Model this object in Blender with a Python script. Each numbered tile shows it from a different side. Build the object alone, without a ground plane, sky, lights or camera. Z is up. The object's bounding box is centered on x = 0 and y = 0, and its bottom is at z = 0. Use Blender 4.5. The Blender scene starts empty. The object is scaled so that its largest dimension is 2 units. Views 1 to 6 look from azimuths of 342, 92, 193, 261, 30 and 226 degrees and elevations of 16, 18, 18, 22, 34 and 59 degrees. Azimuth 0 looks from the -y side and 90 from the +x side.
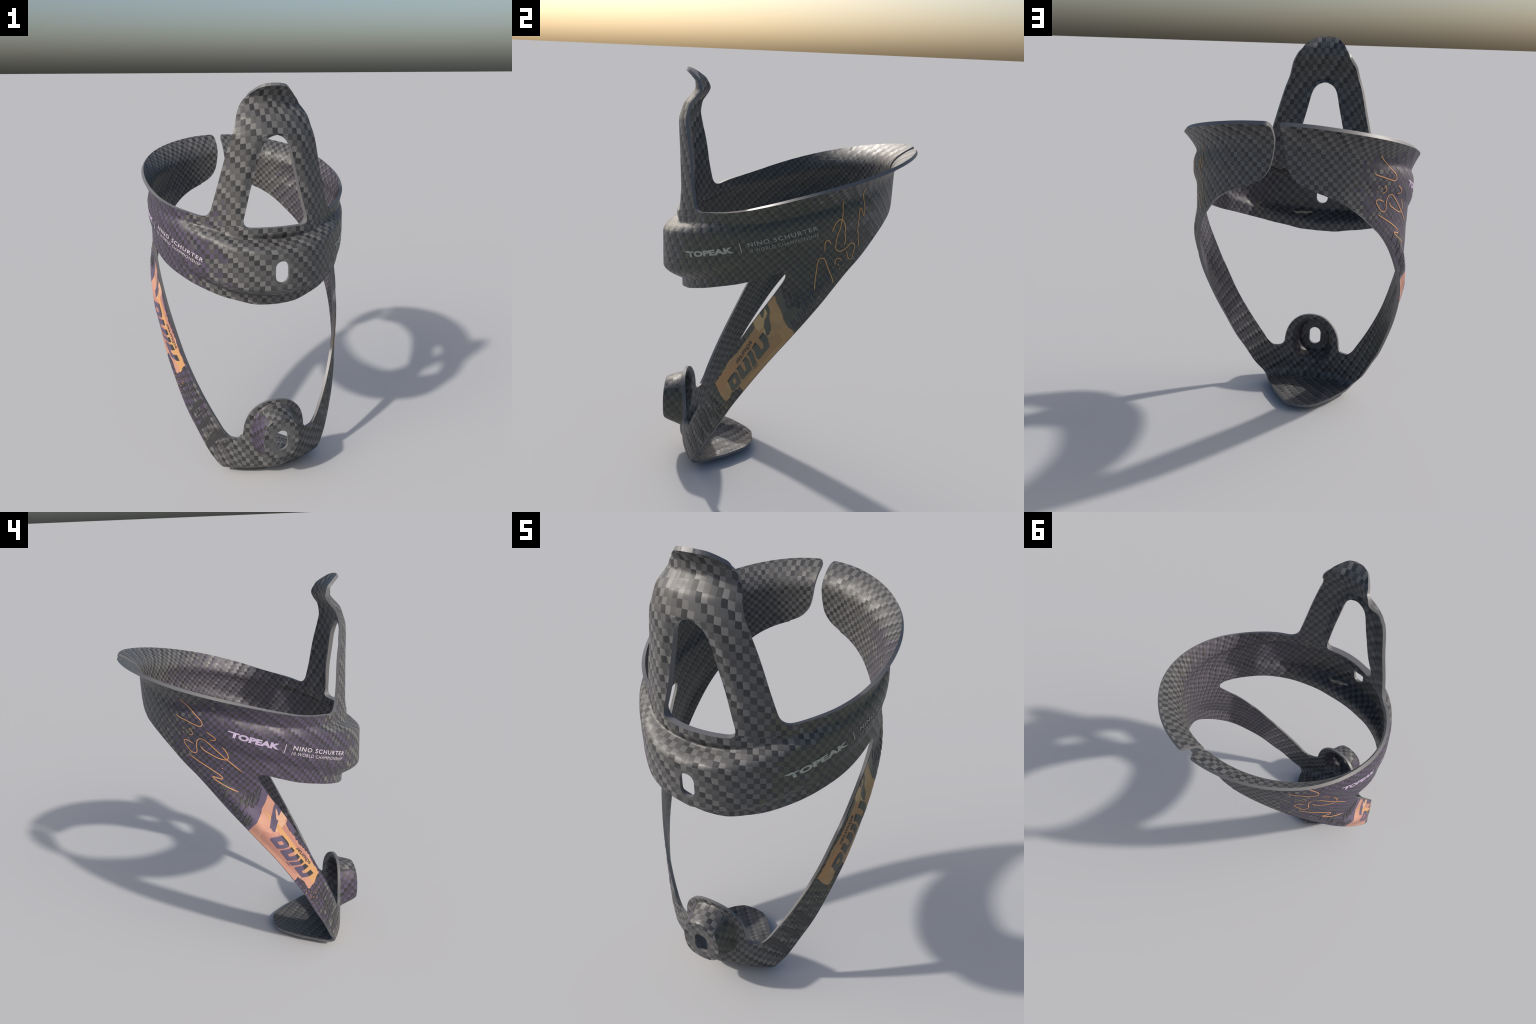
# Carbon-fibre bottle cage, built from one moulded shell described in cylindrical
# parameters: a = angle from the front (-y) in degrees (positive towards +x), t = height
# along the wall.  Below T0 the wall rolls over a fillet into the foot ledge.
import math
import numpy as np

WALL_R = 0.505          # outer radius of the plain wall
THICK = 0.0150          # laminate thickness
T0 = 0.086              # where the wall starts to roll into the foot
FILLET = 0.060


class Curve:
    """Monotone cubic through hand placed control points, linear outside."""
    def __init__(self, *pts):
        p = np.array(pts, float)
        self.x, self.y = p[:, 0], p[:, 1]
        h = np.diff(self.x)
        d = np.diff(self.y) / h
        m = np.empty_like(self.x)
        m[0], m[-1] = d[0], d[-1]
        for i in range(1, len(m) - 1):
            if d[i - 1] * d[i] <= 0:
                m[i] = 0.0
            else:
                w1, w2 = 2 * h[i] + h[i - 1], h[i] + 2 * h[i - 1]
                m[i] = (w1 + w2) / (w1 / d[i - 1] + w2 / d[i])
        self.m = m

    def __call__(self, q):
        q = np.asarray(q, float)
        i = np.clip(np.searchsorted(self.x, q) - 1, 0, len(self.x) - 2)
        h = self.x[i + 1] - self.x[i]
        s = (q - self.x[i]) / h
        lo, hi = s < 0, s > 1
        sc = np.clip(s, 0, 1)
        a, b = self.y[i], self.y[i + 1]
        ma, mb = self.m[i] * h, self.m[i + 1] * h
        r = ((2 * sc**3 - 3 * sc**2 + 1) * a + (sc**3 - 2 * sc**2 + sc) * ma
             + (3 * sc**2 - 2 * sc**3) * b + (sc**3 - sc**2) * mb)
        r = np.where(lo, a + ma * s, r)
        return np.where(hi, b + mb * (s - 1), r)

    def slope(self, q):
        return (self(q + 0.05) - self(q - 0.05)) / 0.1


def smooth(x):
    x = np.clip(x, 0, 1)
    return x * x * (3 - 2 * x)


def smin(a, b, k):
    h = np.clip(0.5 + 0.5 * (b - a) / k, 0, 1)
    return b * (1 - h) + a * h - k * h * (1 - h)


def smax(a, b, k):
    return -smin(-a, -b, k)


# ---- outline curves of the moulding: angle -> height ---------------------------------
RIM = Curve((30, 1.385), (40, 1.392), (50, 1.408), (60, 1.424), (70, 1.445), (82, 1.478),
            (96, 1.518), (111, 1.558), (125, 1.592), (140, 1.624), (155, 1.649), (168, 1.664), (180, 1.670))
RIM_R = Curve((30, .505), (44, .509), (64, .520), (89, .537), (98, .544), (110, .556), (130, .577),
              (150, .592), (165, .602), (180, .607))
FLARE_W = Curve((40, .070), (110, .078), (150, .100), (180, .104))
FLARE_P = Curve((40, 1.1), (90, 1.25), (120, 1.5), (150, 1.95), (180, 2.1))
ARM_BACK = Curve((20, -.15), (27.5, -.03), (29, .0), (30.2, .020), (31.6, .040), (33.4, .060), (36.6, .093), (39.8, .127), (48.5, .250), (54.5, .328), (65.4, .492), (72.5, .590),
                 (85, .757), (97.7, .906), (112, 1.062), (117, 1.115), (124.5, 1.184), (132, 1.237),
                 (139.5, 1.290), (147, 1.334), (155, 1.369), (164, 1.398), (175, 1.425))
ARM_FRONT = Curve((20, .226), (26, .230), (30, .258), (35, .324), (44.4, .455), (56, .627), (65.9, .790),
                  (70, .851), (77.2, .960), (85, 1.066), (90.5, 1.143), (95, 1.205))
BAND_LOW = Curve((0, .955), (10, .959), (22, .983), (29, .998), (40, 1.029), (46, 1.046), (57.5, 1.081),
                 (69, 1.115), (82, 1.161), (90, 1.190), (96, 1.211))
SLIT = Curve((1.38, 158), (1.405, 165), (1.425, 169.8), (1.45, 173.2), (1.48, 175.4), (1.52, 176.7),
             (1.56, 177.4), (1.60, 177.9), (1.68, 178.2))                    # height -> angle
TONGUE = Curve((1.25, 42), (1.41, 36.0), (1.508, 32.6), (1.64, 28.3), (1.74, 24.6), (1.807, 22.0),
               (1.84, 21.4), (1.87, 21.0), (1.90, 19.8), (1.925, 17.8), (1.953, 13.6), (1.972, 9.9),
               (1.985, 6.2), (1.9925, 0.0))                                 # height -> angle
TONGUE_TIP = 1.9925
HOLE = Curve((1.28, 20.5), (1.40, 17.0), (1.55, 12.8), (1.64, 10.0), (1.70, 8.2), (1.735, 6.6), (1.757, 4.4),
             (1.768, 2.2), (1.7725, 0.0))
# ---- relief curves --------------------------------------------------------------------
BEAD_TOP = Curve((0, 1.281), (20, 1.300), (38, 1.337), (52, 1.361), (66, 1.378), (80, 1.402), (96, 1.438),
                 (112, 1.472), (130, 1.503), (150, 1.524), (180, 1.53))
BEAD_LOW = Curve((0, 1.001), (22, 1.028), (40, 1.080), (49, 1.112), (62, 1.165), (76, 1.220), (88, 1.257),
                 (97, 1.287), (106, 1.318), (120, 1.36), (140, 1.40), (180, 1.44))
BEAD_H = Curve((0, .096), (12, .092), (19, .084), (33, .055), (48, .031), (64, .019), (88, .016), (111, .015),
               (130, .009), (150, .002), (160, 0), (180, 0))
TONGUE_R = Curve((1.20, .525), (1.30, .532), (1.34, .531), (1.56, .526), (1.71, .526), (1.77, .523), (1.808, .513),
                 (1.849, .498), (1.868, .483), (1.888, .464), (1.912, .448), (1.940, .449), (1.960, .462),
                 (1.978, .479), (1.9925, .499))
FOOT_X = Curve((0.0, -.122), (.05, -.129), (.09, -.154), (.14, -.212), (.173, -.255), (.20, -.303), (.231, -.355),
               (.256, -.415), (.275, -.50))
D2M = math.radians(1) * 0.505


def radius(a, t):
    """Outer radius of the moulded wall at signed angle a and height t."""
    A = np.abs(a)
    r = np.full(np.broadcast(a, t).shape, WALL_R)
    # flared drinking-glass lip around the top
    d = RIM(A) - t
    flare = (RIM_R(A) - WALL_R)
    r = r + flare * np.clip(1 - d / FLARE_W(A), 0, 1.05) ** FLARE_P(A) * (A > 30)
    # outer strip of each arm is bent outward along its rear edge
    eb = (t - ARM_BACK(A)) / np.sqrt(1 + (ARM_BACK.slope(A) / D2M) ** 2)
    r = r + 0.018 * np.exp(-((eb - 0.055) / 0.036) ** 2) * smooth((t - 0.56) / 0.30) * smooth((1.27 - t) / 0.22)
    # raised belt
    bt = BEAD_TOP(A) - t
    bl = t - BEAD_LOW(A)
    wt, wl = 0.058, 0.058
    bt = 0.5 * (bt + np.sqrt(bt * bt + 0.005 ** 2)) - 0.0002
    bl = 0.5 * (bl + np.sqrt(bl * bl + 0.007 ** 2)) - 0.0003
    pt = 1 - np.clip(1 - bt / wt, 0, 1) ** 2.5
    plo = 1 - np.clip(1 - bl / wl, 0, 1) ** 2.0
    r = r + BEAD_H(A) * pt * plo
    # tongue stands slightly proud of the wall, and snaps inward near its tip
    w = smooth((48 - A) / 26) * smooth((t - 1.22) / 0.10)
    tr = TONGUE_R(t) - (0.018 + 0.012 * smooth((t - 1.48) / 0.18)) * (A / 30.0) ** 2
    hook = smooth((t - 1.80) / 0.10)
    tr = tr - 0.001 * hook * np.clip(A / 17.0, 0, 1.4) ** 2
    above = smooth((t - 1.26) / 0.06)
    r = np.where(t > 1.20, r * (1 - w * above) + np.maximum(tr, 0.38) * w * above
                 + BEAD_H(A) * pt * plo * w * above, r)
    # rolled-in edge round the tongue window
    fh = hole_field(a, t)
    r = r - 0.014 * smooth(1 + fh / 0.045) * smooth((t - 1.335) / 0.20) * (1 - 0.5 * smooth((t - 1.68) / 0.09)) * (t < 1.9)
    return r


def thickness(a, t):
    """Laminate thickness: folded edge round the tongue window, stiffening spine in the arms."""
    A = np.abs(a)
    th = np.full(np.shape(a), THICK)
    w = smooth(1 + hole_field(a, t) / 0.050) * (t > 1.30) * (t < 1.86)
    th = th + w * (0.004 + 0.004 * smooth((t - 1.36) / 0.15) + 0.012 * smooth((1.40 - t) / 0.05)) * smooth((1.86 - t) / 0.06)
    eb = (t - ARM_BACK(A)) / np.sqrt(1 + (ARM_BACK.slope(A) / D2M) ** 2)
    th = th + 0.009 * np.exp(-((eb - 0.055) / 0.034) ** 2) * smooth((t - 0.56) / 0.30) * smooth((1.20 - t) / 0.22)
    return th


def hole_field(a, t):
    """>0 inside the triangular window of the tongue (metres)."""
    A = np.abs(a)
    side = (HOLE(t) - A) * D2M
    return smin(side + 0.003, t - 1.345, 0.046)


def stadium(x, z, z0, hw, hh):
    """>0 inside an upright slot."""
    dz = np.maximum(np.abs(z - z0) - (hh - hw), 0)
    return hw - np.hypot(x, dz)


BOSS_Z, BOSS_X, BOSS_H = 0.268, 0.124, 0.144


def boss_q(x, z):
    dz = z - BOSS_Z
    p = np.where(dz > 0, 2.25, 2.7)
    return (np.abs(x / BOSS_X) ** p + np.abs(dz / BOSS_H) ** p) ** (1 / p)


def surface(a, t):
    """Outer surface point of the shell."""
    a = np.asarray(a, float)
    t = np.asarray(t, float)
    ar = np.radians(a)
    r = radius(a, np.maximum(t, T0))
    x = r * np.sin(ar)
    y = -r * np.cos(ar)
    # mounting boss: a squarish cup pressed out of the base plate
    q = boss_q(x, t)
    c = np.clip((1.03 - q) / 0.28, 0, 1)
    cup = 0.45 * c + 0.55 * smooth(c)
    flat = -0.601 + 0.03 * np.maximum(q - 0.7, 0) ** 2
    front = (np.abs(a) < 22) & (t < 0.48)
    y = np.where(front, y + (flat - y) * cup, y)
    # shallow channel from the boss down into the foot
    ch = smooth(1.35 - np.abs(x) / 0.065) * smooth((0.20 - t) / 0.06) * smooth((t + 0.02) / 0.08)
    y = np.where(front, y - 0.016 * ch * (1 - cup), y)
    # roll-over into the foot ledge
    u = np.maximum(T0 - t, 0)
    arc = FILLET * math.pi / 2
    ang = np.minimum(u, arc) / FILLET
    y = y + FILLET * (1 - np.cos(ang)) + np.maximum(u - arc, 0)
    z = np.maximum(t, T0) - FILLET * np.sin(ang)
    # dish pressed in the ledge
    e = 1 - np.clip((np.abs(x) / 0.125) ** 2 + (np.maximum(np.abs(y + 0.31) - .05, 0) / 0.14) ** 2, 0, 1)
    z = z - 0.014 * smooth(e * 1.15) * smooth(u / arc)
    return np.stack([x, y, z], -1)


def normal(a, t, e=0.0006):
    da = e / D2M
    p = surface(a + da, t) - surface(a - da, t)
    q = surface(a, t + e) - surface(a, t - e)
    n = np.cross(p, q)
    return n / np.maximum(np.linalg.norm(n, axis=-1, keepdims=True), 1e-12)


def shell_field(a, t):
    """>0 where there is laminate (roughly metres)."""
    A = np.abs(a)
    P = surface(a, t)

    def below(c):
        return (c(A) - t) / np.sqrt(1 + (c.slope(A) / D2M) ** 2)

    # everything under the rim, joined to the tongue with a soft crotch
    rim = below(RIM) - 0.001
    tong = np.where(t < TONGUE_TIP, (TONGUE(np.minimum(t, TONGUE_TIP)) - A) * D2M, -1.0)
    tong = np.minimum(tong, (TONGUE_TIP + 0.0 - t) + 0.004)
    top = smax(rim, tong, 0.050)
    # lower edge of the arms and the flaps at the back
    low = -below(ARM_BACK)
    slit = np.where(t > 1.402, (SLIT(t) - A) * D2M, 1.0)
    back = low
    top = np.where(A > 100, smin(top, np.where(t > 1.5, slit, 1.0), 0.020), top)
    f = np.minimum(top, np.minimum(back, slit))
    # the foot ledge replaces the lower edge at the front
    foot = (FOOT_X(np.abs(P[..., 0])) - P[..., 1]) / np.sqrt(1 + FOOT_X.slope(np.abs(P[..., 0])) ** 2 * 1.0)
    wf = smooth((t + 0.025) / 0.050)
    f = np.where((t < T0) & (A < 42), np.minimum(foot * (1 - wf) + f * wf, top), f)
    # big side window between belt and arms, with the boss tab standing in it
    win = smin(below(BAND_LOW), -below(ARM_FRONT), 0.055)
    tab = 1 - np.sqrt((A / 19.3) ** 2.2 + (np.maximum(t - 0.245, 0) / 0.191) ** 2.2)
    tab = tab * 0.17
    win = np.where(t < 0.60, -smax(-win, tab, 0.045), win)
    win = np.where(A > 97, -1.0, win + 0.0015)
    f = np.minimum(f, -win)
    # openings
    f = np.minimum(f, -np.where((t > 1.30) & (t < 1.80) & (A < 30), hole_field(a, t), -1.0))
    f = np.minimum(f, np.where(A < 20, -stadium(P[..., 0], t, 1.147, 0.033, 0.053), 1.0))
    f = np.minimum(f, np.where((A < 20) & (t < .5), -stadium(P[..., 0], t, 0.257, 0.034, 0.055), 1.0))
    return f
# ==== END OF SHAPE FUNCTIONS ====
import bpy
import bmesh

rng = np.random.default_rng(11)

# ---------------------------------------------------------------- material helpers
class Graph:
    def __init__(self, name):
        self.mat = bpy.data.materials.new(name)
        self.mat.use_nodes = True
        self.nt = self.mat.node_tree
        self.nt.nodes.clear()
        self.out = self.nt.nodes.new('ShaderNodeOutputMaterial')
        self.bsdf = self.nt.nodes.new('ShaderNodeBsdfPrincipled')
        self.nt.links.new(self.bsdf.outputs[0], self.out.inputs[0])

    def put(self, sock, v):
        if isinstance(v, bpy.types.NodeSocket):
            self.nt.links.new(v, sock)
        elif isinstance(v, (tuple, list)) and sock.type == 'RGBA':
            sock.default_value = (*v, 1.0)[:4]
        else:
            sock.default_value = v

    def m(self, op, a, b=0.0, c=0.0, clamp=False):
        n = self.nt.nodes.new('ShaderNodeMath')
        n.operation = op
        n.use_clamp = clamp
        for i, v in enumerate((a, b, c)):
            self.put(n.inputs[i], v)
        return n.outputs[0]

    def mix(self, f, a, b):
        n = self.nt.nodes.new('ShaderNodeMix')
        n.data_type = 'RGBA'
        self.put(n.inputs[0], f)
        self.put(n.inputs[6], a)
        self.put(n.inputs[7], b)
        return n.outputs[2]

    def xyz(self, v):
        n = self.nt.nodes.new('ShaderNodeSeparateXYZ')
        self.put(n.inputs[0], v)
        return n.outputs[0], n.outputs[1], n.outputs[2]

    def vec(self, x, y, z=0.0):
        n = self.nt.nodes.new('ShaderNodeCombineXYZ')
        for i, v in enumerate((x, y, z)):
            self.put(n.inputs[i], v)
        return n.outputs[0]

    def coords(self):
        n = self.nt.nodes.new('ShaderNodeTexCoord')
        return n.outputs['Object']

    def surface_normal(self):
        return self.nt.nodes.new('ShaderNodeNewGeometry').outputs['Normal']

    def white(self, v):
        n = self.nt.nodes.new('ShaderNodeTexWhiteNoise')
        n.noise_dimensions = '3D'
        self.put(n.inputs['Vector'], v)
        return n.outputs['Value'], n.outputs['Color']

    def noise(self, v, scale, detail=2.0):
        n = self.nt.nodes.new('ShaderNodeTexNoise')
        self.put(n.inputs['Vector'], v)
        n.inputs['Scale'].default_value = scale
        n.inputs['Detail'].default_value = detail
        return n.outputs[0]

    def bump(self, h, strength, distance):
        n = self.nt.nodes.new('ShaderNodeBump')
        n.inputs['Strength'].default_value = strength
        n.inputs['Distance'].default_value = distance
        self.put(n.inputs['Height'], h)
        self.nt.links.new(n.outputs[0], self.bsdf.inputs['Normal'])


LIGHT = (0.118, 0.117, 0.116)
DARK = (0.026, 0.026, 0.027)
PURPLE = (0.070, 0.054, 0.097)
GREEN = (0.076, 0.080, 0.053)


def carbon(name, mode, cells=1.0, contrast=1.0):
    """Woven carbon squares; cells tinted violet on flanks facing -x, olive on flanks facing +x."""
    g = Graph(name)
    x, y, z = g.xyz(g.coords())
    nx, ny, nz = g.xyz(g.surface_normal())
    if mode == 'wall':
        phi = g.m('ARCTAN2', x, g.m('MULTIPLY', y, -1.0))
        s1 = g.m('MULTIPLY', g.m('SINE', phi), -0.0345)
        s2 = g.m('MULTIPLY', g.m('SINE', g.m('MULTIPLY', phi, 2.0)), -0.0289)
        u = g.m('MULTIPLY', g.m('ADD', g.m('MULTIPLY_ADD', phi, 0.482, s1), s2), 180 / math.pi)
        c1 = g.m('COSINE', phi)
        c2 = g.m('COSINE', g.m('MULTIPLY', phi, 2.0))
        h = g.m('ADD', g.m('MULTIPLY_ADD', c1, 0.0035, 0.01925), g.m('MULTIPLY', c2, 0.00325))
        rad = g.m('SQRT', g.m('ADD', g.m('MULTIPLY', x, x), g.m('MULTIPLY', y, y)))
        swell = g.m('MULTIPLY', g.m('SUBTRACT', rad, WALL_R), g.m('MULTIPLY_ADD', c1, 1.3, -0.45, clamp=True))
        low = g.m('LESS_THAN', z, 0.6)
        swell = g.m('MULTIPLY', swell, g.m('SUBTRACT', 0.8, g.m('MULTIPLY', low, 0.8)))
        # rows follow the slope of the belt: outward above its lower shoulder, inward below it
        knee = g.m('MULTIPLY_ADD', c1, -0.31, 1.36)
        turn = g.m('MULTIPLY_ADD', g.m('GREATER_THAN', z, knee), 2.0, -1.0)
        swell = g.m('MULTIPLY', swell, turn)
        if name.endswith('tongue'):
            swell = 0.0
        v = g.m('DIVIDE', g.m('SUBTRACT', g.m('SUBTRACT', z, 1.2), swell), h)
    elif mode == 'foot':
        u = g.m('MULTIPLY', x, 56.0)
        v = g.m('MULTIPLY', y, 56.0)
    else:   # boss: box projection
        sx = g.m('GREATER_THAN', g.m('ABSOLUTE', nx), 0.72)
        sz = g.m('GREATER_THAN', g.m('ABSOLUTE', nz), 0.72)
        k = 43.0
        uu = g.m('ADD', g.m('MULTIPLY', x, g.m('SUBTRACT', 1.0, sx)), g.m('MULTIPLY', y, sx))
        vv = g.m('ADD', g.m('MULTIPLY', z, g.m('SUBTRACT', 1.0, sz)), g.m('MULTIPLY', y, sz))
        u = g.m('MULTIPLY', uu, k)
        v = g.m('MULTIPLY', vv, k)
    u, v = g.m('MULTIPLY', u, cells), g.m('MULTIPLY', v, cells)
    # slight waviness of the tows
    wob = g.noise(g.coords(), 9.0, 1.0)
    u = g.m('MULTIPLY_ADD', g.m('SUBTRACT', wob, 0.5), 0.9, u)
    v = g.m('MULTIPLY_ADD', g.m('SUBTRACT', wob, 0.5), -0.7, v)
    iu, iv = g.m('FLOOR', u), g.m('FLOOR', v)
    fu, fv = g.m('FRACT', u), g.m('FRACT', v)
    # 2/2 twill: along a row dark, bright, half-dark, half-bright, stepping one square per row
    k4 = g.m('FLOORED_MODULO', g.m('ADD', iu, iv), 4.0)
    tone = g.m('MULTIPLY_ADD', g.m('COMPARE', k4, 1.0, 0.3), 0.92, 0.04)
    tone = g.m('MULTIPLY_ADD', g.m('COMPARE', k4, 2.0, 0.3), 0.20, tone)
    tone = g.m('MULTIPLY_ADD', g.m('COMPARE', k4, 3.0, 0.3), 0.66, tone)
    r1, rc = g.white(g.vec(iu, iv, 0.3))
    ra, rb, rd = g.xyz(rc)
    # now and then a square of the other shade keeps the weave irregular
    val = g.m('MULTIPLY_ADD', g.m('SUBTRACT', ra, 0.5), 0.26, tone, clamp=True)
    # resin-rich patches round the bolt slots, where the weave is smeared out
    if mode in ('wall', 'boss'):
        z0 = 1.147 if mode == 'wall' else 0.257
        dx = g.m('DIVIDE', x, 0.060 if mode == 'wall' else 0.075)
        dz = g.m('DIVIDE', g.m('SUBTRACT', z, z0), 0.085 if mode == 'wall' else 0.095)
        rr = g.m('ADD', g.m('MULTIPLY', dx, dx), g.m('MULTIPLY', dz, dz))
        near = g.m('MULTIPLY_ADD', rr, -2.0, 2.2, clamp=True)
        front = g.m('LESS_THAN', y, -0.565)
        con = g.m('SUBTRACT', 1.0, g.m('MULTIPLY', g.m('MULTIPLY', near, front), 0.72))
        val = g.m('MULTIPLY_ADD', g.m('SUBTRACT', val, 0.62), con, 0.62)
    if contrast < 1.0:
        val = g.m('MULTIPLY_ADD', g.m('SUBTRACT', val, 0.55), contrast, 0.55)
    # tint of the lacquer, switching square by square
    tx = g.m('MULTIPLY_ADD', g.m('SUBTRACT', rb, 0.5), 0.26, g.m('ABSOLUTE', nx))
    tint = g.m('MULTIPLY_ADD', g.m('SUBTRACT', tx, 0.70), 12.0, 0.5, clamp=True)
    # the inner faces carry a thinner coat
    outward = g.m('GREATER_THAN', g.m('ADD', g.m('MULTIPLY', nx, x), g.m('MULTIPLY', ny, y)), 0.0)
    tint = g.m('MULTIPLY', tint, g.m('MULTIPLY_ADD', outward, 0.42, 0.58))
    side = g.m('GREATER_THAN', nx, 0.0)
    tcol = g.mix(side, PURPLE, GREEN)
    light = g.mix(tint, LIGHT, tcol)
    col = g.mix(val, DARK, light)
    g.put(g.bsdf.inputs['Base Color'], col)
    g.put(g.bsdf.inputs['Roughness'], g.m('MULTIPLY_ADD', ra, 0.08, 0.44))
    g.bsdf.inputs['Specular IOR Level'].default_value = 0.5
    # neighbouring tows lean opposite ways, so they catch the light differently
    lean = g.m('MULTIPLY_ADD', g.m('COMPARE', k4, 1.5, 0.6), 2.0, -1.0)
    lu = g.m('MULTIPLY_ADD', g.m('SUBTRACT', rb, 0.5), 1.0, g.m('MULTIPLY', lean, 0.8))
    lv = g.m('MULTIPLY_ADD', g.m('SUBTRACT', rd, 0.5), 0.8, g.m('MULTIPLY', lean, -0.5))
    hgt = g.m('ADD', g.m('MULTIPLY', g.m('SUBTRACT', fu, 0.5), lu),
              g.m('MULTIPLY', g.m('SUBTRACT', fv, 0.5), lv))
    g.bump(hgt, 0.7, 0.0029)
    return g.mat


def plain(name, col, rough=0.45, speckle=0.0):
    g = Graph(name)
    if speckle:
        n = g.noise(g.coords(), 160.0, 3.0)
        k = g.m('MULTIPLY_ADD', g.m('SUBTRACT', n, 0.5), speckle, 0.5, clamp=True)
        c = g.mix(k, tuple(0.86 * v for v in col), tuple(1.14 * v for v in col))
        g.put(g.bsdf.inputs['Base Color'], c)
    else:
        g.bsdf.inputs['Base Color'].default_value = (*col, 1)
    g.bsdf.inputs['Roughness'].default_value = rough
    return g.mat


# ---------------------------------------------------------------- mesh helpers
root = bpy.data.objects.new('bottle_cage', None)
bpy.context.collection.objects.link(root)
root['label'] = 'woven carbon bottle cage with orange and violet print'
root['category'] = 'bottle cage'


def add_object(name, mesh, parent=None):
    o = bpy.data.objects.new(name, mesh)
    bpy.context.collection.objects.link(o)
    o.parent = parent or root
    return o


def raw_mesh(name, verts, faces, mats, midx=None, loop_normals=None):
    me = bpy.data.meshes.new(name)
    me.from_pydata(np.asarray(verts).tolist(), [], faces)
    for mm in mats:
        me.materials.append(mm)
    if midx is not None:
        me.polygons.foreach_set('material_index', np.asarray(midx, dtype=np.int32))
    me.polygons.foreach_set('use_smooth', np.ones(len(me.polygons), dtype=bool))
    me.update()
    if loop_normals is not None:
        me.normals_split_custom_set(loop_normals)
    return me


def contour_mesh(field, a0, a1, t0, t1, da, dt):
    """Trim a regular (angle, height) grid with field > 0, cutting cells on the outline.
    Returns parameter points, polygons, and directed outline edges with their polygon."""
    A = np.linspace(a0, a1, int(round((a1 - a0) / da)) + 1)
    T = np.linspace(t0, t1, int(round((t1 - t0) / dt)) + 1)
    ga, gt = np.meshgrid(A, T, indexing='ij')
    f = field(ga, gt)
    f = np.where(np.abs(f) < 1e-7, 1e-7, f)
    na, nt = f.shape
    ins = f > 0
    pts, faces, rimedges = [], [], []
    vid = -np.ones((na, nt), dtype=np.int64)
    cnt = ins[:-1, :-1].astype(int) + ins[1:, :-1] + ins[1:, 1:] + ins[:-1, 1:]
    ii, jj = np.nonzero(ins)
    vid[ii, jj] = np.arange(len(ii))
    pts = list(zip(A[ii], T[jj]))
    fi, fj = np.nonzero(cnt == 4)
    faces = np.stack([vid[fi, fj], vid[fi + 1, fj], vid[fi + 1, fj + 1], vid[fi, fj + 1]], -1).tolist()
    cut = {}

    def crossing(p, q):
        key = (p, q) if p < q else (q, p)
        if key not in cut:
            (i0, j0), (i1, j1) = key
            s = f[i0, j0] / (f[i0, j0] - f[i1, j1])
            s = min(max(s, 0.02), 0.98)
            cut[key] = len(pts)
            pts.append((A[i0] + s * (A[i1] - A[i0]), T[j0] + s * (T[j1] - T[j0])))
        return cut[key]

    mi, mj = np.nonzero((cnt > 0) & (cnt < 4))
    for i, j in zip(mi.tolist(), mj.tolist()):
        ring = [(i, j), (i + 1, j), (i + 1, j + 1), (i, j + 1)]
        poly, leave = [], []
        for k in range(4):
            p, q = ring[k], ring[(k + 1) % 4]
            if ins[p]:
                poly.append(int(vid[p]))
            if ins[p] != ins[q]:
                poly.append(crossing(p, q))
                if ins[p]:
                    leave.append((poly[-1]))
        for lv in leave:
            k = poly.index(lv)
            rimedges.append((lv, poly[(k + 1) % len(poly)], len(faces)))
        faces.append(poly)
    return np.array(pts, float), faces, rimedges


def solid_shell(field, bounds, da, dt, region_of, specs):
    """Two parallel skins plus edge band, split by region into objects sharing border vertices."""
    P, faces, rim = contour_mesh(field, *bounds, da, dt)
    a, t = P[:, 0], P[:, 1]
    S = surface(a, t)
    Nn = normal(a, t)
    V = np.concatenate([S, S - Nn * thickness(a, t)[:, None]])
    off = len(S)
    # normals of the edge band
    rn = np.zeros_like(S)
    for i, j, _ in rim:
        e = S[j] - S[i]
        n = np.cross(e, -(Nn[i] + Nn[j]))
        n = -n
        rn[i] += n
        rn[j] += n
    rn /= np.maximum(np.linalg.norm(rn, axis=1, keepdims=True), 1e-12)
    cen = np.array([[a[q].mean(), t[q].mean()] for q in faces])
    reg = region_of(cen[:, 0], cen[:, 1])
    made = {}
    rimby = {}
    for i, j, fidx in rim:
        rimby.setdefault(int(reg[fidx]), []).append((i, j))
    for r, (name, mats) in specs.items():
        sel = np.nonzero(reg == r)[0]
        fs, mid, ln = [], [], []
        for k in sel:
            q = faces[k]
            fs.append(q)
            mid.append(0)
            ln.extend(Nn[v] for v in q)
            q2 = [v + off for v in reversed(q)]
            fs.append(q2)
            mid.append(0)
            ln.extend(-Nn[v - off] for v in q2)
        for i, j in rimby.get(r, []):
            fs.append([j, i, i + off, j + off])
            mid.append(1)
            ln.extend((rn[j], rn[i], rn[i], rn[j]))
        used = np.unique(np.concatenate([np.asarray(q) for q in fs]))
        remap = -np.ones(len(V), dtype=np.int64)
        remap[used] = np.arange(len(used))
        fs = [[int(remap[v]) for v in q] for q in fs]
        me = raw_mesh(name, V[used], fs, mats, mid, np.array(ln).tolist())
        made[r] = add_object(name, me)
    return made


# ---------------------------------------------------------------- the shell
weave = carbon('woven_carbon', 'wall')
weave_foot = carbon('woven_carbon_foot', 'foot', 1.0, 0.6)
weave_tongue = carbon('woven_carbon_tongue', 'wall', 0.94)
weave_boss = carbon('woven_carbon_boss', 'boss')
edge = plain('bare_edge', (0.125, 0.125, 0.128), 0.42)
pad_mat = plain('foot_pad_black', (0.06, 0.06, 0.062), 0.5)


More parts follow.
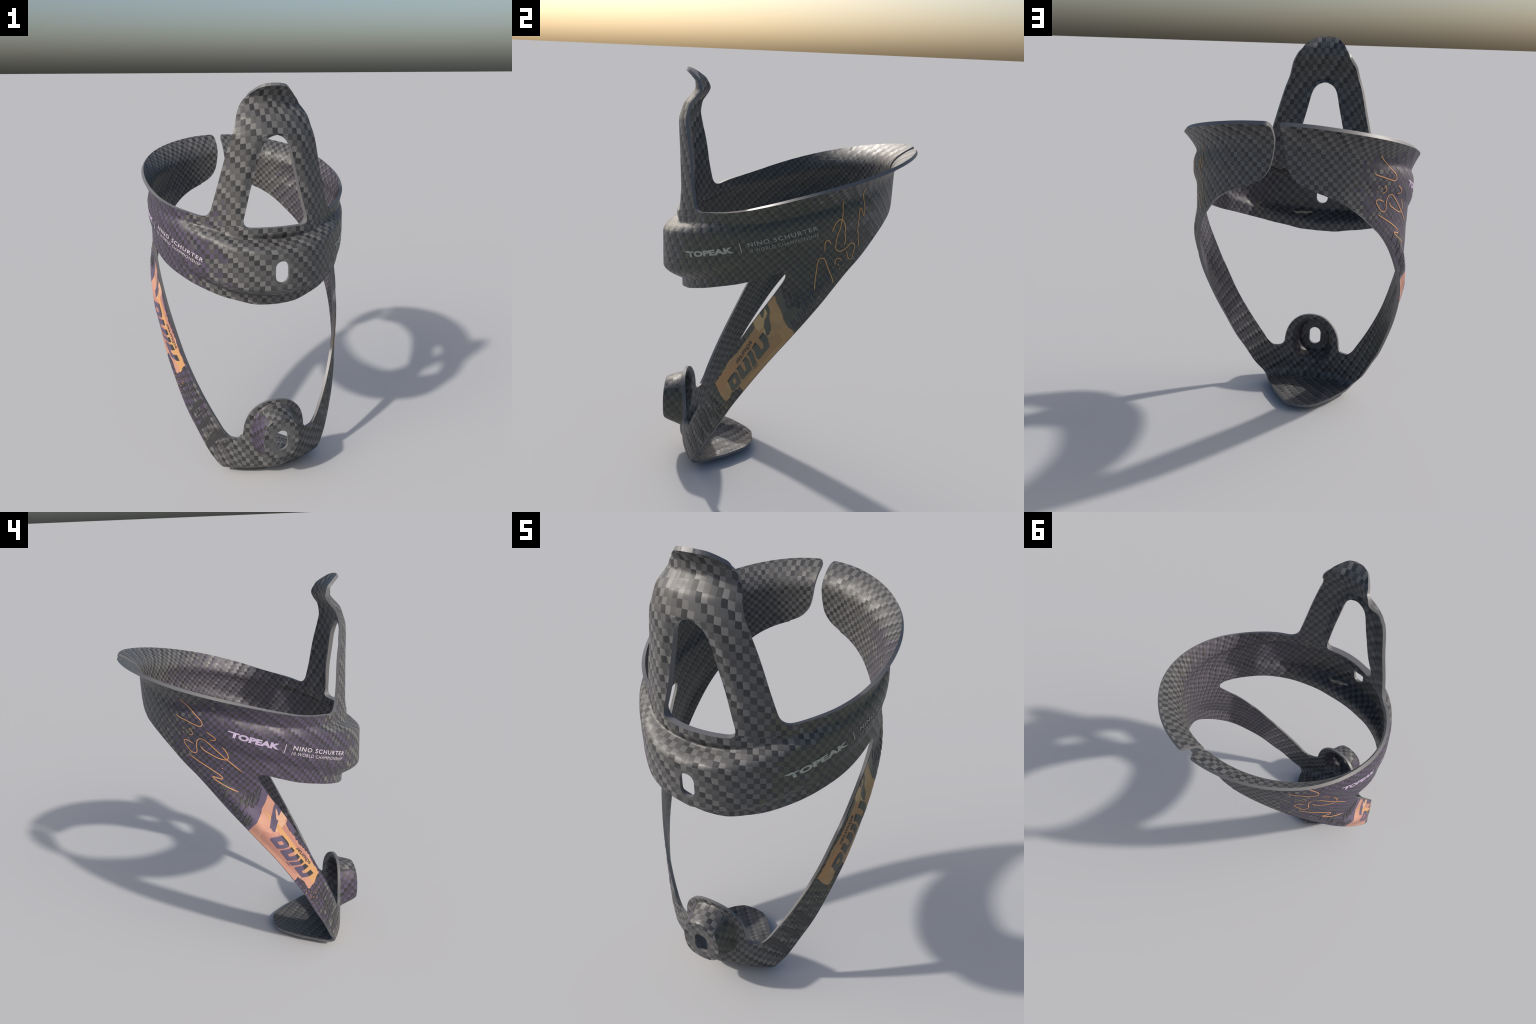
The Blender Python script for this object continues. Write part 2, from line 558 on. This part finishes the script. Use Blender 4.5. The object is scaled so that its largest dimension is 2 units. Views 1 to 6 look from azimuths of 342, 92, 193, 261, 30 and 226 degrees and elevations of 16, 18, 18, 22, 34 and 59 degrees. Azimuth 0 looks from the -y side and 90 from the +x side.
def region_of(a, t):
    A = np.abs(a)
    r = np.zeros(len(a), dtype=int)                                   # 0 belt and flaps
    r[(A < 44) & (t > 1.352) & (t > RIM(A) - 0.04)] = 1               # 1 tongue
    arm = (t < 1.10) & (A > 24) & (t < ARM_FRONT(A) + 0.03)
    r[arm & (a > 0)] = 2
    r[arm & (a < 0)] = 3
    r[(t < 0.5) & (A < 26)] = 4
    r[(t < 0.16) & (A < 45)] = 4                                      # 4 base plate
    x = 0.505 * np.sin(np.radians(a))
    r[(boss_q(x, t) < 1.0) & (A < 25)] = 5                            # 5 boss
    r[(t < 0.010) & (A < 45)] = 6                                # 6 foot ledge
    return r


parts = solid_shell(shell_field, (-180, 180, -0.42, 2.004), 0.40, 0.0036, region_of, {
    0: ('clamp_band', [weave, edge]),
    1: ('upper_tongue', [weave_tongue, edge]),
    2: ('side_arm', [weave, edge]),
    3: ('side_arm', [weave, edge]),
    4: ('base_plate', [weave, edge]),
    5: ('mounting_boss', [weave_boss, edge]),
    6: ('support_foot', [weave_foot, edge]),
})

# ---------------------------------------------------------------- pad under the foot
def foot_pad():
    n = 48
    xs = np.sin(np.linspace(-math.pi / 2, math.pi / 2, n)) * 0.180
    back = np.minimum(FOOT_X(np.abs(xs) * 1.30) - 0.030, -0.170)
    front = -np.sqrt(0.440 ** 2 - xs ** 2)
    back = np.maximum(back, front + 0.004)
    ring = [(x, y) for x, y in zip(xs, back)] + [(x, y) for x, y in zip(xs[::-1], front[::-1])]
    bm = bmesh.new()
    lo = [bm.verts.new((x, y, 0.0)) for x, y in ring]
    hi = [bm.verts.new((x * 1.06, y, 0.0105)) for x, y in ring]
    m = len(ring)
    bm.faces.new(lo)
    bm.faces.new(hi[::-1])
    for k in range(m):
        bm.faces.new((lo[(k + 1) % m], lo[k], hi[k], hi[(k + 1) % m]))
    bmesh.ops.remove_doubles(bm, verts=bm.verts, dist=1e-5)
    bmesh.ops.recalc_face_normals(bm, faces=bm.faces)
    me = bpy.data.meshes.new('foot_pad')
    bm.to_mesh(me)
    bm.free()
    me.materials.append(pad_mat)
    return add_object('foot_pad', me, parts[6])


foot_pad()

# ---------------------------------------------------------------- print on the shell
# Everything printed is laid out on the unrolled wall: s = arc length from the front (m), z = height.
def on_wall(s, z, lift):
    a = np.asarray(s) / D2M
    return surface(a, z) + normal(a, z) * lift


def hash_noise(x, y, scale, seed):
    """Cheap smooth value noise for ragged paint edges."""
    x, y = x / scale + seed * 17.3, y / scale - seed * 9.1
    ix, iy = np.floor(x), np.floor(y)
    fx, fy = x - ix, y - iy
    fx, fy = fx * fx * (3 - 2 * fx), fy * fy * (3 - 2 * fy)

    def h(i, j):
        v = np.sin(i * 127.1 + j * 311.7 + seed) * 43758.5453
        return v - np.floor(v)
    return ((h(ix, iy) * (1 - fx) + h(ix + 1, iy) * fx) * (1 - fy)
            + (h(ix, iy + 1) * (1 - fx) + h(ix + 1, iy + 1) * fx) * fy) - 0.5


def polygon_field(poly, s, z):
    """Signed distance, >0 inside."""
    p = np.asarray(poly, float)
    q = np.roll(p, -1, 0)
    d = np.full(s.shape, 1e9)
    inside = np.zeros(s.shape, bool)
    for (x0, y0), (x1, y1) in zip(p, q):
        ex, ey = x1 - x0, y1 - y0
        wx, wy = s - x0, z - y0
        h = np.clip((wx * ex + wy * ey) / (ex * ex + ey * ey + 1e-15), 0, 1)
        d = np.minimum(d, np.hypot(wx - ex * h, wy - ey * h))
        c = (y0 > z) != (y1 > z)
        xi = x0 + (z - y0) / (y1 - y0 + 1e-15) * ex
        inside ^= c & (s < xi)
    return np.where(inside, d, -d)


def half_plane(p0, p1):
    """>0 to the left of the directed line p0 -> p1."""
    (x0, y0), (x1, y1) = p0, p1
    L = math.hypot(x1 - x0, y1 - y0)
    return lambda s, z: ((x1 - x0) * (z - y0) - (y1 - y0) * (s - x0)) / L


def paint(name, mat, poly, lift, parent, holes=(), cuts=(), ragged=0.0, seed=1.0, step=0.0024, trim=True, streak=None):
    poly = np.asarray(poly, float)
    m = 0.012 + ragged
    lo, hi = poly.min(0) - m, poly.max(0) + m

    def field(a, t):
        s = a * D2M
        f = polygon_field(poly, s, t)
        for h in holes:
            f = np.minimum(f, -polygon_field(h, s, t))
        for c in cuts:
            f = np.minimum(f, c(s, t))
        if ragged:
            u, v = s, t
            if streak is not None:
                c, sn = math.cos(streak), math.sin(streak)
                u, v = (s * c + t * sn) * 0.22, -s * sn + t * c
            f = f + ragged * (hash_noise(u, v, 0.012, seed) + 0.7 * hash_noise(u, v, 0.005, seed + 3))
        if trim:
            f = np.minimum(f, shell_field(a, t) - 0.0025)
        return f

    P, faces, _ = contour_mesh(field, lo[0] / D2M, hi[0] / D2M, lo[1], hi[1], step / D2M, step)
    if not faces:
        return None
    V = on_wall(P[:, 0] * D2M, P[:, 1], lift)
    N = normal(P[:, 0], P[:, 1])
    ln = [N[v].tolist() for q in faces for v in q]
    return add_object(name, raw_mesh(name, V, faces, [mat], None, ln), parent)


def spline(pts, n=7):
    p = np.asarray(pts, float)
    if len(p) < 3:
        return np.linspace(p[0], p[-1], 8)
    p = np.vstack([2 * p[0] - p[1], p, 2 * p[-1] - p[-2]])
    out = []
    for i in range(1, len(p) - 2):
        for k in range(n):
            u = k / n
            out.append(0.5 * ((2 * p[i]) + (p[i + 1] - p[i - 1]) * u
                              + (2 * p[i - 1] - 5 * p[i] + 4 * p[i + 1] - p[i + 2]) * u * u
                              + (-p[i - 1] + 3 * p[i] - 3 * p[i + 1] + p[i + 2]) * u ** 3))
    out.append(p[-2])
    return np.array(out)


def ribbon_geo(pts, width, lift, base=0, taper=0.15, smooth_line=True):
    c = spline(pts) if smooth_line else np.asarray(pts, float)
    tan = np.gradient(c, axis=0)
    tan /= np.maximum(np.linalg.norm(tan, axis=1, keepdims=True), 1e-9)
    nor = np.stack([-tan[:, 1], tan[:, 0]], -1)
    k = np.linspace(0, 1, len(c))
    w = width * 0.5 * np.clip(np.minimum(k, 1 - k) / max(taper, 1e-6) + 0.35, 0, 1)
    L, C, R = c + nor * w[:, None], c, c - nor * w[:, None]
    pts2 = np.concatenate([L, C, R])
    n = len(c)
    V = on_wall(pts2[:, 0], pts2[:, 1], lift)
    F = []
    for i in range(n - 1):
        F.append([base + n + i, base + n + i + 1, base + i + 1, base + i])
        F.append([base + 2 * n + i, base + 2 * n + i + 1, base + n + i + 1, base + n + i])
    return V, F


def disc_geo(c, r, lift, base=0, n=14):
    ang = np.linspace(0, 2 * math.pi, n, endpoint=False)
    p = np.stack([c[0] + r * np.cos(ang), c[1] + r * np.sin(ang)], -1)
    return on_wall(p[:, 0], p[:, 1], lift), [list(range(base, base + n))]


def strokes_object(name, strokes, mat, parent, lift=0.0016, stuff=False):
    """strokes: list of (points, width, taper); a single point makes a dot."""
    VV, FF, b = [], [], 0
    for pts, w, tp in strokes:
        V, F = disc_geo(pts[0], w * 0.62, lift, b) if len(pts) == 1 else ribbon_geo(pts, w, lift, b, tp)
        VV.append(V)
        FF += F
        b += len(V)
    o = add_object(name, raw_mesh(name, np.concatenate(VV), FF, [mat]), parent)
    if stuff:
        o['kind'] = 'stuff'
    return o


def lettering(name, text, start, end, height, mat, parent, weight=0.0, spacing=1.0, lift=0.0017, shear=0.0, word=1.0):
    """Set a line of built-in type along start -> end (unrolled), fitted to length and cap height."""
    cu = bpy.data.curves.new('type', 'FONT')
    cu.body = text
    cu.size = 1.0
    cu.offset = weight
    cu.space_character = spacing
    cu.space_word = word
    cu.shear = shear
    cu.resolution_u = 3
    ob = bpy.data.objects.new('type', cu)
    bpy.context.collection.objects.link(ob)
    dg = bpy.context.evaluated_depsgraph_get()
    dg.update()
    me = bpy.data.meshes.new_from_object(ob.evaluated_get(dg))
    bpy.data.objects.remove(ob)
    bpy.data.curves.remove(cu)
    bm = bmesh.new()
    bm.from_mesh(me)
    bpy.data.meshes.remove(me)
    co = np.array([v.co[:2] for v in bm.verts])
    lo, hi = co.min(0), co.max(0)
    d = np.asarray(end, float) - np.asarray(start, float)
    L = np.linalg.norm(d)
    d /= L
    up = np.array([-d[1], d[0]])
    for v in bm.verts:
        v.co.x = (v.co.x - lo[0]) / (hi[0] - lo[0]) * L
        v.co.y = (v.co.y - lo[1]) / (hi[1] - lo[1]) * height
        v.co.z = 0.0
    for k in range(1, int(L / 0.010) + 1):
        bmesh.ops.bisect_plane(bm, geom=bm.verts[:] + bm.edges[:] + bm.faces[:], plane_co=(k * 0.010, 0, 0),
                               plane_no=(1, 0, 0))
    bmesh.ops.triangulate(bm, faces=bm.faces)
    for v in bm.verts:
        p = np.asarray(start) + d * v.co.x + up * v.co.y
        v.co = on_wall(p[0], p[1], lift).tolist()
    bm.normal_update()
    for f in bm.faces:
        c = f.calc_center_median()
        if f.normal.x * c.x + f.normal.y * c.y < 0:
            f.normal_flip()
        f.smooth = True
    out = bpy.data.meshes.new(name)
    bm.to_mesh(out)
    bm.free()
    out.materials.append(mat)
    return add_object(name, out, parent)


def mottled(name, c1, c2, scale, rough=0.48):
    g = Graph(name)
    n = g.noise(g.coords(), scale, 4.0)
    k = g.m('MULTIPLY_ADD', g.m('SUBTRACT', n, 0.5), 3.0, 0.5, clamp=True)
    fine = g.noise(g.coords(), 420.0, 2.0)
    col = g.mix(k, c1, c2)
    col = g.mix(g.m('MULTIPLY', fine, 0.25), col, tuple(0.8 * v for v in c1))
    g.put(g.bsdf.inputs['Base Color'], col)
    g.bsdf.inputs['Roughness'].default_value = rough
    return g.mat


black_ink = plain('black_ink', (0.030, 0.030, 0.031), 0.45)
scratch = plain('silver_scratch', (0.10, 0.099, 0.103), 0.4)
inks = {
    -1: dict(panel=mottled('salmon_ink', (0.42, 0.205, 0.150), (0.48, 0.255, 0.180), 16.0),
             peach=plain('peach_ink', (0.52, 0.31, 0.205), 0.48, 1.2),
             rose=plain('rose_ink', (0.380, 0.178, 0.140), 0.48, 1.0),
             gold=plain('gold_ink', (0.48, 0.260, 0.110), 0.48, 1.0),
             solid=plain('violet_ink', (0.084, 0.066, 0.114), 0.45),
             letter=plain('lilac_lettering', (0.39, 0.32, 0.45), 0.45),
             text=plain('pale_lettering', (0.48, 0.43, 0.48), 0.45),
             pen=mottled('copper_pen', (0.46, 0.225, 0.095), (0.53, 0.285, 0.14), 9.0)),
    1: dict(panel=mottled('tan_ink', (0.335, 0.205, 0.082), (0.415, 0.265, 0.110), 16.0),
            peach=plain('sand_ink', (0.44, 0.305, 0.135), 0.48, 1.2),
            rose=plain('umber_ink', (0.315, 0.185, 0.080), 0.48, 1.0),
            gold=plain('bronze_ink', (0.36, 0.19, 0.072), 0.48, 1.0),
            solid=plain('olive_ink', (0.078, 0.083, 0.059), 0.45),
            letter=plain('sage_lettering', (0.345, 0.365, 0.29), 0.45),
            text=plain('dim_sage_lettering', (0.275, 0.295, 0.24), 0.45),
            pen=mottled('bronze_pen', (0.46, 0.235, 0.070), (0.56, 0.32, 0.115), 9.0)),
}

band, arm_of = parts[0], {1: parts[2], -1: parts[3]}

# shapes on the -x arm; the panels are mirrored to the other arm, the logo is turned round instead
PANEL = [(-.765, 1.0922), (-.7813, 1.0481), (-.7995, 1.0205), (-.8128, .9845), (-.8242, .9597), (-.8459, .9402),
         (-.862, .9150), (-.90, .90), (-.6488, .575), (-.6488, .5989), (-.6254, .6223), (-.6105, .6036), (-.5863, .5744),
         (-.576, .5498), (-.5545, .5217), (-.5224, .5453), (-.5004, .5826), (-.4893, .5927), (-.5237, .6514),
         (-.5554, .7132), (-.5782, .7498), (-.6169, .7985), (-.6409, .845), (-.6678, .8871), (-.686, .9241),
         (-.676, .9467), (-.66, .97), (-.74, 1.12)]
ROSE = [(-.800, .915), (-.755, .895), (-.733, .873), (-.700, .915), (-.690, .918), (-.632, .820), (-.575, .735), (-.560, .690),
        (-.600, .640), (-.640, .640), (-.740, .780), (-.815, .880)]
PEACH = [(-.733, 1.03), (-.748, .985), (-.752, .945), (-.757, .915), (-.735, .893), (-.69, .922), (-.683, .948), (-.69, 1.0)]
SOLID = [(-.760, 1.115), (-.7813, 1.0481), (-.7995, 1.0205), (-.8128, .9845), (-.8242, .9597), (-.8459, .9402),
         (-.8601, .9159), (-.885, .93), (-.870, .962), (-.8467, .9415), (-.8942, 1.0211), (-.8975, 1.0386), (-.8803, 1.0593), (-.8762, 1.0368),
         (-.8692, 1.0319), (-.8603, 1.0493), (-.8485, 1.035), (-.8406, 1.0278), (-.8216, 1.0374), (-.8079, 1.0722),
         (-.8007, 1.0982), (-.7914, 1.1283), (-.770, 1.135)]
BRUSH = [(-.7359, 1.06), (-.7359, 1.0451), (-.7498, .995), (-.7548, .9507), (-.7628, .9214), (-.7492, .8979), (-.7403, .8984),
         (-.7362, .9131), (-.7263, .9458), (-.7327, .9696), (-.7385, 1.000), (-.7300, 1.020), (-.7230, .9860), (-.7182, .9746),
         (-.7066, .995), (-.7205, 1.03)]
NICK = [(-.670, .955), (-.686, .9241), (-.6678, .8871), (-.6505, .8572), (-.6403, .8722), (-.6440, .91)]
GOLD = [(-.7945, 1.0162), (-.7582, .9529), (-.7135, .872), (-.6582, .7803), (-.5626, .5919), (-.527, .535), (-.48, .55), (-.48, .60),
        (-.52, .645), (-.56, .69), (-.5789, .7011), (-.6379, .7927), (-.6836, .8674), (-.723, .9298), (-.7541, .9732)]
LETTERS = [
    ([(-.7688, .8699), (-.7658, .8744), (-.7142, .8696), (-.7089, .8718), (-.6851, .8376), (-.6760, .8200), (-.6746, .8110),
      (-.6790, .8028), (-.7059, .8042), (-.7363, .8115), (-.7690, .8640)],
     [[(-.737, .847), (-.7127, .8449), (-.7026, .8285), (-.7048, .8245), (-.7252, .8277)]]),
    ([(-.7228, .7930), (-.7215, .7970), (-.7151, .7992), (-.6719, .7931), (-.6607, .797), (-.6443, .77), (-.6558, .7676), (-.6854, .7681),
      (-.6772, .7527), (-.6447, .7475), (-.6306, .7512), (-.6146, .7271), (-.6312, .7183), (-.6863, .7312)], []),
    ([(-.6789, .7213), (-.6231, .709), (-.6073, .7166), (-.5915, .6929), (-.6089, .6859), (-.663, .6965)], []),
    ([(-.6916, .7267), (-.6858, .7236), (-.6702, .6991), (-.676, .6999)], []),
    ([(-.6482, .6765), (-.6470, .6805), (-.641, .6828), (-.6031, .676), (-.5842, .6811), (-.5622, .6568), (-.5885, .6477), (-.607, .6477),
      (-.5978, .6308), (-.5771, .6259), (-.5489, .6329), (-.5292, .6048), (-.5576, .5984), (-.6035, .6077)], []),
]
TURN = np.array([[-.5018, .7428], [-.9507, -.5431], [1.0346, 1.6309]])     # -x logo -> +x logo


def turned(pts):
    p = np.atleast_2d(np.asarray(pts, float))
    return np.c_[p, np.ones(len(p))] @ TURN


def mirror(pts, side):
    p = np.asarray(pts, float)
    return p * [-side, 1] if side > 0 else p


for side in (-1, 1):
    ink, arm = inks[side], arm_of[side]
    m = lambda p: mirror(p, side)
    lean = math.radians(60) if side < 0 else math.radians(120)
    paint('printed_panel', ink['panel'], m(PANEL), 0.0008, arm, ragged=0.006, seed=2.0, streak=lean)
    paint('panel_shade', ink['rose'], m(ROSE), 0.0011, arm, ragged=0.004, seed=5.0, streak=lean,
          cuts=[lambda s, z, q=m(PANEL): polygon_field(q, s, z) - 0.004])
    paint('panel_shade', ink['peach'], m(PEACH), 0.0011, arm, ragged=0.006, seed=7.0, streak=lean,
          cuts=[lambda s, z, q=m(PANEL): polygon_field(q, s, z) - 0.004])
    gold = GOLD if side < 0 else [(x + .010 + .006 * (1 - (z - .55) / .5), z + .004) if i < 6 else (x, z) for i, (x, z) in enumerate(GOLD)]
    paint('panel_stripe', ink['gold'], m(gold), 0.0014, arm,
          cuts=[lambda s, z, q=m(PANEL): polygon_field(q, s, z) - 0.003])
    paint('solid_patch', ink['solid'], m(SOLID), 0.0010, arm, ragged=0.003, seed=4.0, streak=lean)
    paint('brush_mark', ink['solid'], m(BRUSH), 0.0017, arm, ragged=0.008, seed=9.0, streak=lean)
    paint('brush_mark', ink['solid'], m(NICK), 0.0017, arm, ragged=0.009, seed=3.0, streak=lean)
    # ragged bites out of the rear edge of the panel
    for k, (x, z, w) in enumerate(((-.785, .802, .012), (-.742, .738, .015), (-.722, .706, .012), (-.690, .660, .010))):
        q = [(x - .03, z - .02), (x - .03, z + .012), (x - .002, z + w), (x + .004, z - .004), (x, z - .03)]
        paint('brush_mark', ink['solid'] if k == 0 else black_ink, m(q), 0.0017, arm, ragged=0.012, seed=11.0 + k, streak=lean)
    # logo letters, the upper part in black where the stripe crosses them
    sp = half_plane((-.7142, .8696), (-.5576, .5984)) if side < 0 else half_plane((.5652, .6204), (.7312, .9038))
    for outer, holes in LETTERS:
        tr = (lambda p: np.asarray(p)) if side < 0 else turned
        hs = [tr(h) for h in holes]
        paint('logo_letter', ink['solid'], tr(outer), 0.0021, arm, hs, [lambda s, z: -sp(s, z)], step=0.0016)
        paint('logo_letter', black_ink, tr(outer), 0.0021, arm, hs, [sp], step=0.0016)
    tr = (lambda p: np.asarray(p, float)) if side < 0 else (lambda p: turned(p)[0])
    lettering('small_lettering', 'schurter', tr((-.546, .673)), tr((-.627, .790)), 0.020, black_ink, arm, weight=0.012,
              spacing=1.0, lift=0.0023)

# belt lettering
lettering('belt_lettering', 'TOPEAK', (.3440, 1.1840), (.5890, 1.2600), 0.0265, inks[1]['letter'], band, weight=0.055, spacing=1.02)
lettering('belt_lettering', 'NINO SCHURTER', (.6516, 1.2957), (.9345, 1.3865), 0.0185, inks[1]['text'], band, weight=0.012, spacing=1.2)
lettering('belt_lettering', '10 WORLD CHAMPIONSHIP', (.6565, 1.2717), (.9417, 1.3582), 0.0145, inks[1]['text'], band, weight=-0.002, spacing=1.15)
lettering('belt_lettering', 'TOPEAK', (-.9280, 1.3815), (-.7181, 1.3041), 0.0280, inks[-1]['letter'], band, weight=0.055, spacing=1.02)
lettering('belt_lettering', 'NINO SCHURTER', (-.6496, 1.2922), (-.3389, 1.1799), 0.0200, inks[-1]['text'], band, weight=0.012, spacing=1.2)
lettering('belt_lettering', '10 WORLD CHAMPIONSHIP', (-.6588, 1.2706), (-.3538, 1.1593), 0.0145, inks[-1]['text'], band, weight=-0.002, spacing=1.15)
for side, p0, p1 in ((1, (.6096, 1.3075), (.6248, 1.2645)), (-1, (-.6786, 1.3266), (-.6943, 1.2819))):
    strokes_object('divider_bar', [([p0, p1], 0.0040, 0.0)], inks[side]['letter'], band)

# long left bar of the T in the word mark
strokes_object('belt_lettering', [([(.3255, 1.2065), (.3560, 1.2160)], 0.0052, 0.0)], inks[1]['letter'], band)
strokes_object('belt_lettering', [([(-.9330, 1.4090), (-.9080, 1.4000)], 0.0054, 0.0)], inks[-1]['letter'], band)

# pen signature
PEN = [
    [(-1.134, 1.2834), (-1.0858, 1.2574), (-1.0324, 1.2267), (-.9906, 1.2005), (-.9735, 1.1858), (-.974, 1.1764), (-.9918, 1.1806),
     (-1.0145, 1.1873), (-1.0084, 1.1774), (-.9832, 1.1597), (-.9423, 1.1348), (-.9016, 1.1121)],
    [(-.9693, 1.227)],
    [(-.8811, 1.2079), (-.9204, 1.2443), (-.9537, 1.2746), (-.9933, 1.3117), (-1.0271, 1.3434), (-1.052, 1.3621), (-1.0696, 1.3626),
     (-1.0837, 1.3485), (-1.0875, 1.3247), (-1.0855, 1.3048), (-1.0956, 1.2929), (-1.1154, 1.2979), (-1.1363, 1.3187), (-1.1518, 1.3401),
     (-1.147, 1.3492), (-1.1297, 1.3482), (-1.1017, 1.3359)],
    [(-.9644, 1.3294), (-.9486, 1.3064), (-.9395, 1.2831), (-.9443, 1.2713), (-.9573, 1.2678), (-.989, 1.2768), (-1.0274, 1.2965),
     (-1.0536, 1.3112), (-1.0672, 1.3283)],
    [(-1.0267, 1.4001), (-1.0069, 1.3866), (-.9908, 1.3722), (-.9938, 1.3629), (-1.0072, 1.3616), (-1.0173, 1.3655)],
    [(-1.1156, 1.4105), (-1.1023, 1.3968), (-1.0995, 1.3848), (-1.1088, 1.378), (-1.1204, 1.3771)],
    [(-1.1325, 1.3985), (-1.125, 1.400)], [(-1.1475, 1.4075)], [(-1.1487, 1.388)],
    [(-1.1542, 1.5414), (-1.1149, 1.5071), (-1.0786, 1.4752), (-1.0513, 1.4514), (-1.0453, 1.4346), (-1.0563, 1.4245), (-1.0797, 1.4298),
     (-1.1289, 1.4469), (-1.1673, 1.4595), (-1.1766, 1.468)],
]
SIG = np.array([[-.61529, -.66255], [.86580, -.65770]])
SIG0 = np.array([-1.54249, 2.89458])
for side in (-1, 1):
    for st in PEN:
        p = np.asarray(st)
        if side > 0:
            p = (p - SIG0) @ np.linalg.inv(SIG)
        strokes_object('signature_stroke', [(p, 0.0044, 0.05)], inks[side]['pen'], band)

# dry-brush streaks: over the violet/olive patch and on the lower arms
BASE_STROKES = [
    [(-.392, .4308), (-.4385, .3887), (-.4527, .3537), (-.473, .3413), (-.4546, .311), (-.4335, .3492), (-.3833, .4097)],
    [(-.3525, .3433), (-.3863, .3055), (-.4068, .2699), (-.4256, .2454), (-.4084, .2338), (-.3778, .2703), (-.3368, .3394)],
    [(-.2896, .2828), (-.3373, .2324), (-.3771, .1737), (-.3582, .1403), (-.3157, .199), (-.2888, .2177), (-.2499, .2323)],
    [(-.2335, .2079), (-.259, .1985), (-.2724, .1686), (-.2944, .1557), (-.2509, .1757)],
]
for side in (-1, 1):
    arm = arm_of[side]
    lean = math.radians(48) if side < 0 else math.radians(132)
    for k, st in enumerate(BASE_STROKES):
        paint('brush_mark', black_ink, mirror(st, side), 0.0011, arm, ragged=0.010, seed=21.0 + k, streak=lean)
    dark, pale = [], []
    for i in range(26):
        u = rng.uniform(0, 1)
        x0, z0 = -0.865 - 0.165 * u, 0.945 + 0.215 * u          # along the rear edge of the arm
        off = rng.uniform(0.004, 0.022) if u < 0.4 else rng.uniform(0.004, 0.050)
        x, z = x0 + off * 0.8, z0 + off * 0.65
        L = rng.uniform(0.028, 0.066)
        d = np.array([-0.40, -0.92])
        p0 = np.array([x, z]) - d * L * 0.5
        p1 = p0 + d * L
        mid = (p0 + p1) / 2 + np.array([rng.uniform(-.003, .003), 0])
        dark.append((mirror([p0, mid, p1], side), rng.uniform(0.004, 0.010), 0.45))
        q = np.array([0.0035, 0])
        pale.append((mirror([p0 + q, mid + q, p1 + q], side), rng.uniform(0.0014, 0.0024), 0.4))
    for x, z, L, w in ((-.805, 1.100, .045, .004), (-.826, 1.085, .075, .006), (-.838, 1.068, .060, .010), (-.851, 1.075, .070, .005),
                       (-.868, 1.066, .064, .011), (-.884, 1.082, .075, .005), (-.898, 1.060, .050, .007)):
        d = np.array([-0.30, -0.95])
        p0 = np.array([x, z]) - d * L * 0.5
        p1 = p0 + d * L
        mid = (p0 + p1) / 2 + np.array([.002, 0])
        dark.append((mirror([p0, mid, p1], side), w, 0.45))
        q = np.array([w * 0.5, 0])
        pale.append((mirror([p0 + q, mid + q, p1 + q], side), 0.0020, 0.4))
    for i in range(46):
        u = rng.uniform(0, 1)
        x0, z0 = -0.505 + 0.235 * u, 0.495 - 0.345 * u
        off = rng.uniform(-0.040, 0.035)
        x, z = x0 + off * 0.85, z0 + off * 0.5
        L = rng.uniform(0.022, 0.070)
        d = np.array([-0.62, -0.78])
        p0 = np.array([x, z]) - d * L * 0.5
        p1 = p0 + d * L
        mid = (p0 + p1) / 2 + np.array([rng.uniform(-.004, .004), 0])
        keep = all(shell_field(np.array([p[0] / D2M]), np.array([p[1]]))[0] > 0.006 for p in (p0, mid, p1))
        if not keep:
            continue
        dark.append((mirror([p0, mid, p1], side), rng.uniform(0.002, 0.008), 0.45))
        if i % 3 == 0:
            q = np.array([0.003, 0.002])
            pale.append((mirror([p0 + q, mid + q, p1 + q], side), rng.uniform(0.0012, 0.0020), 0.4))

    def inside(item):
        p = np.asarray(item[0])
        return shell_field(p[:, 0] / D2M, p[:, 1]).min() > 0.005
    dark = [q for q in dark if inside(q)]
    pale = [q for q in pale if inside(q)]
    strokes_object('brush_streaks', dark, black_ink, arm, 0.0013, True)
    strokes_object('scratch_streaks', pale, scratch, arm, 0.0018, True)
    flecks = []
    for i in range(34):
        u = rng.uniform(0, 1)
        p = np.array([-0.585 + 0.09 * u + rng.normal(0, .018), 0.500 - 0.035 * u + rng.normal(0, .026)])
        flecks.append((mirror([p], side), rng.uniform(0.0018, 0.0042), 0.0))
    flecks = [q for q in flecks if inside(q)]
    strokes_object('paint_flecks', flecks, inks[side]['pen'], arm, 0.0016, True)
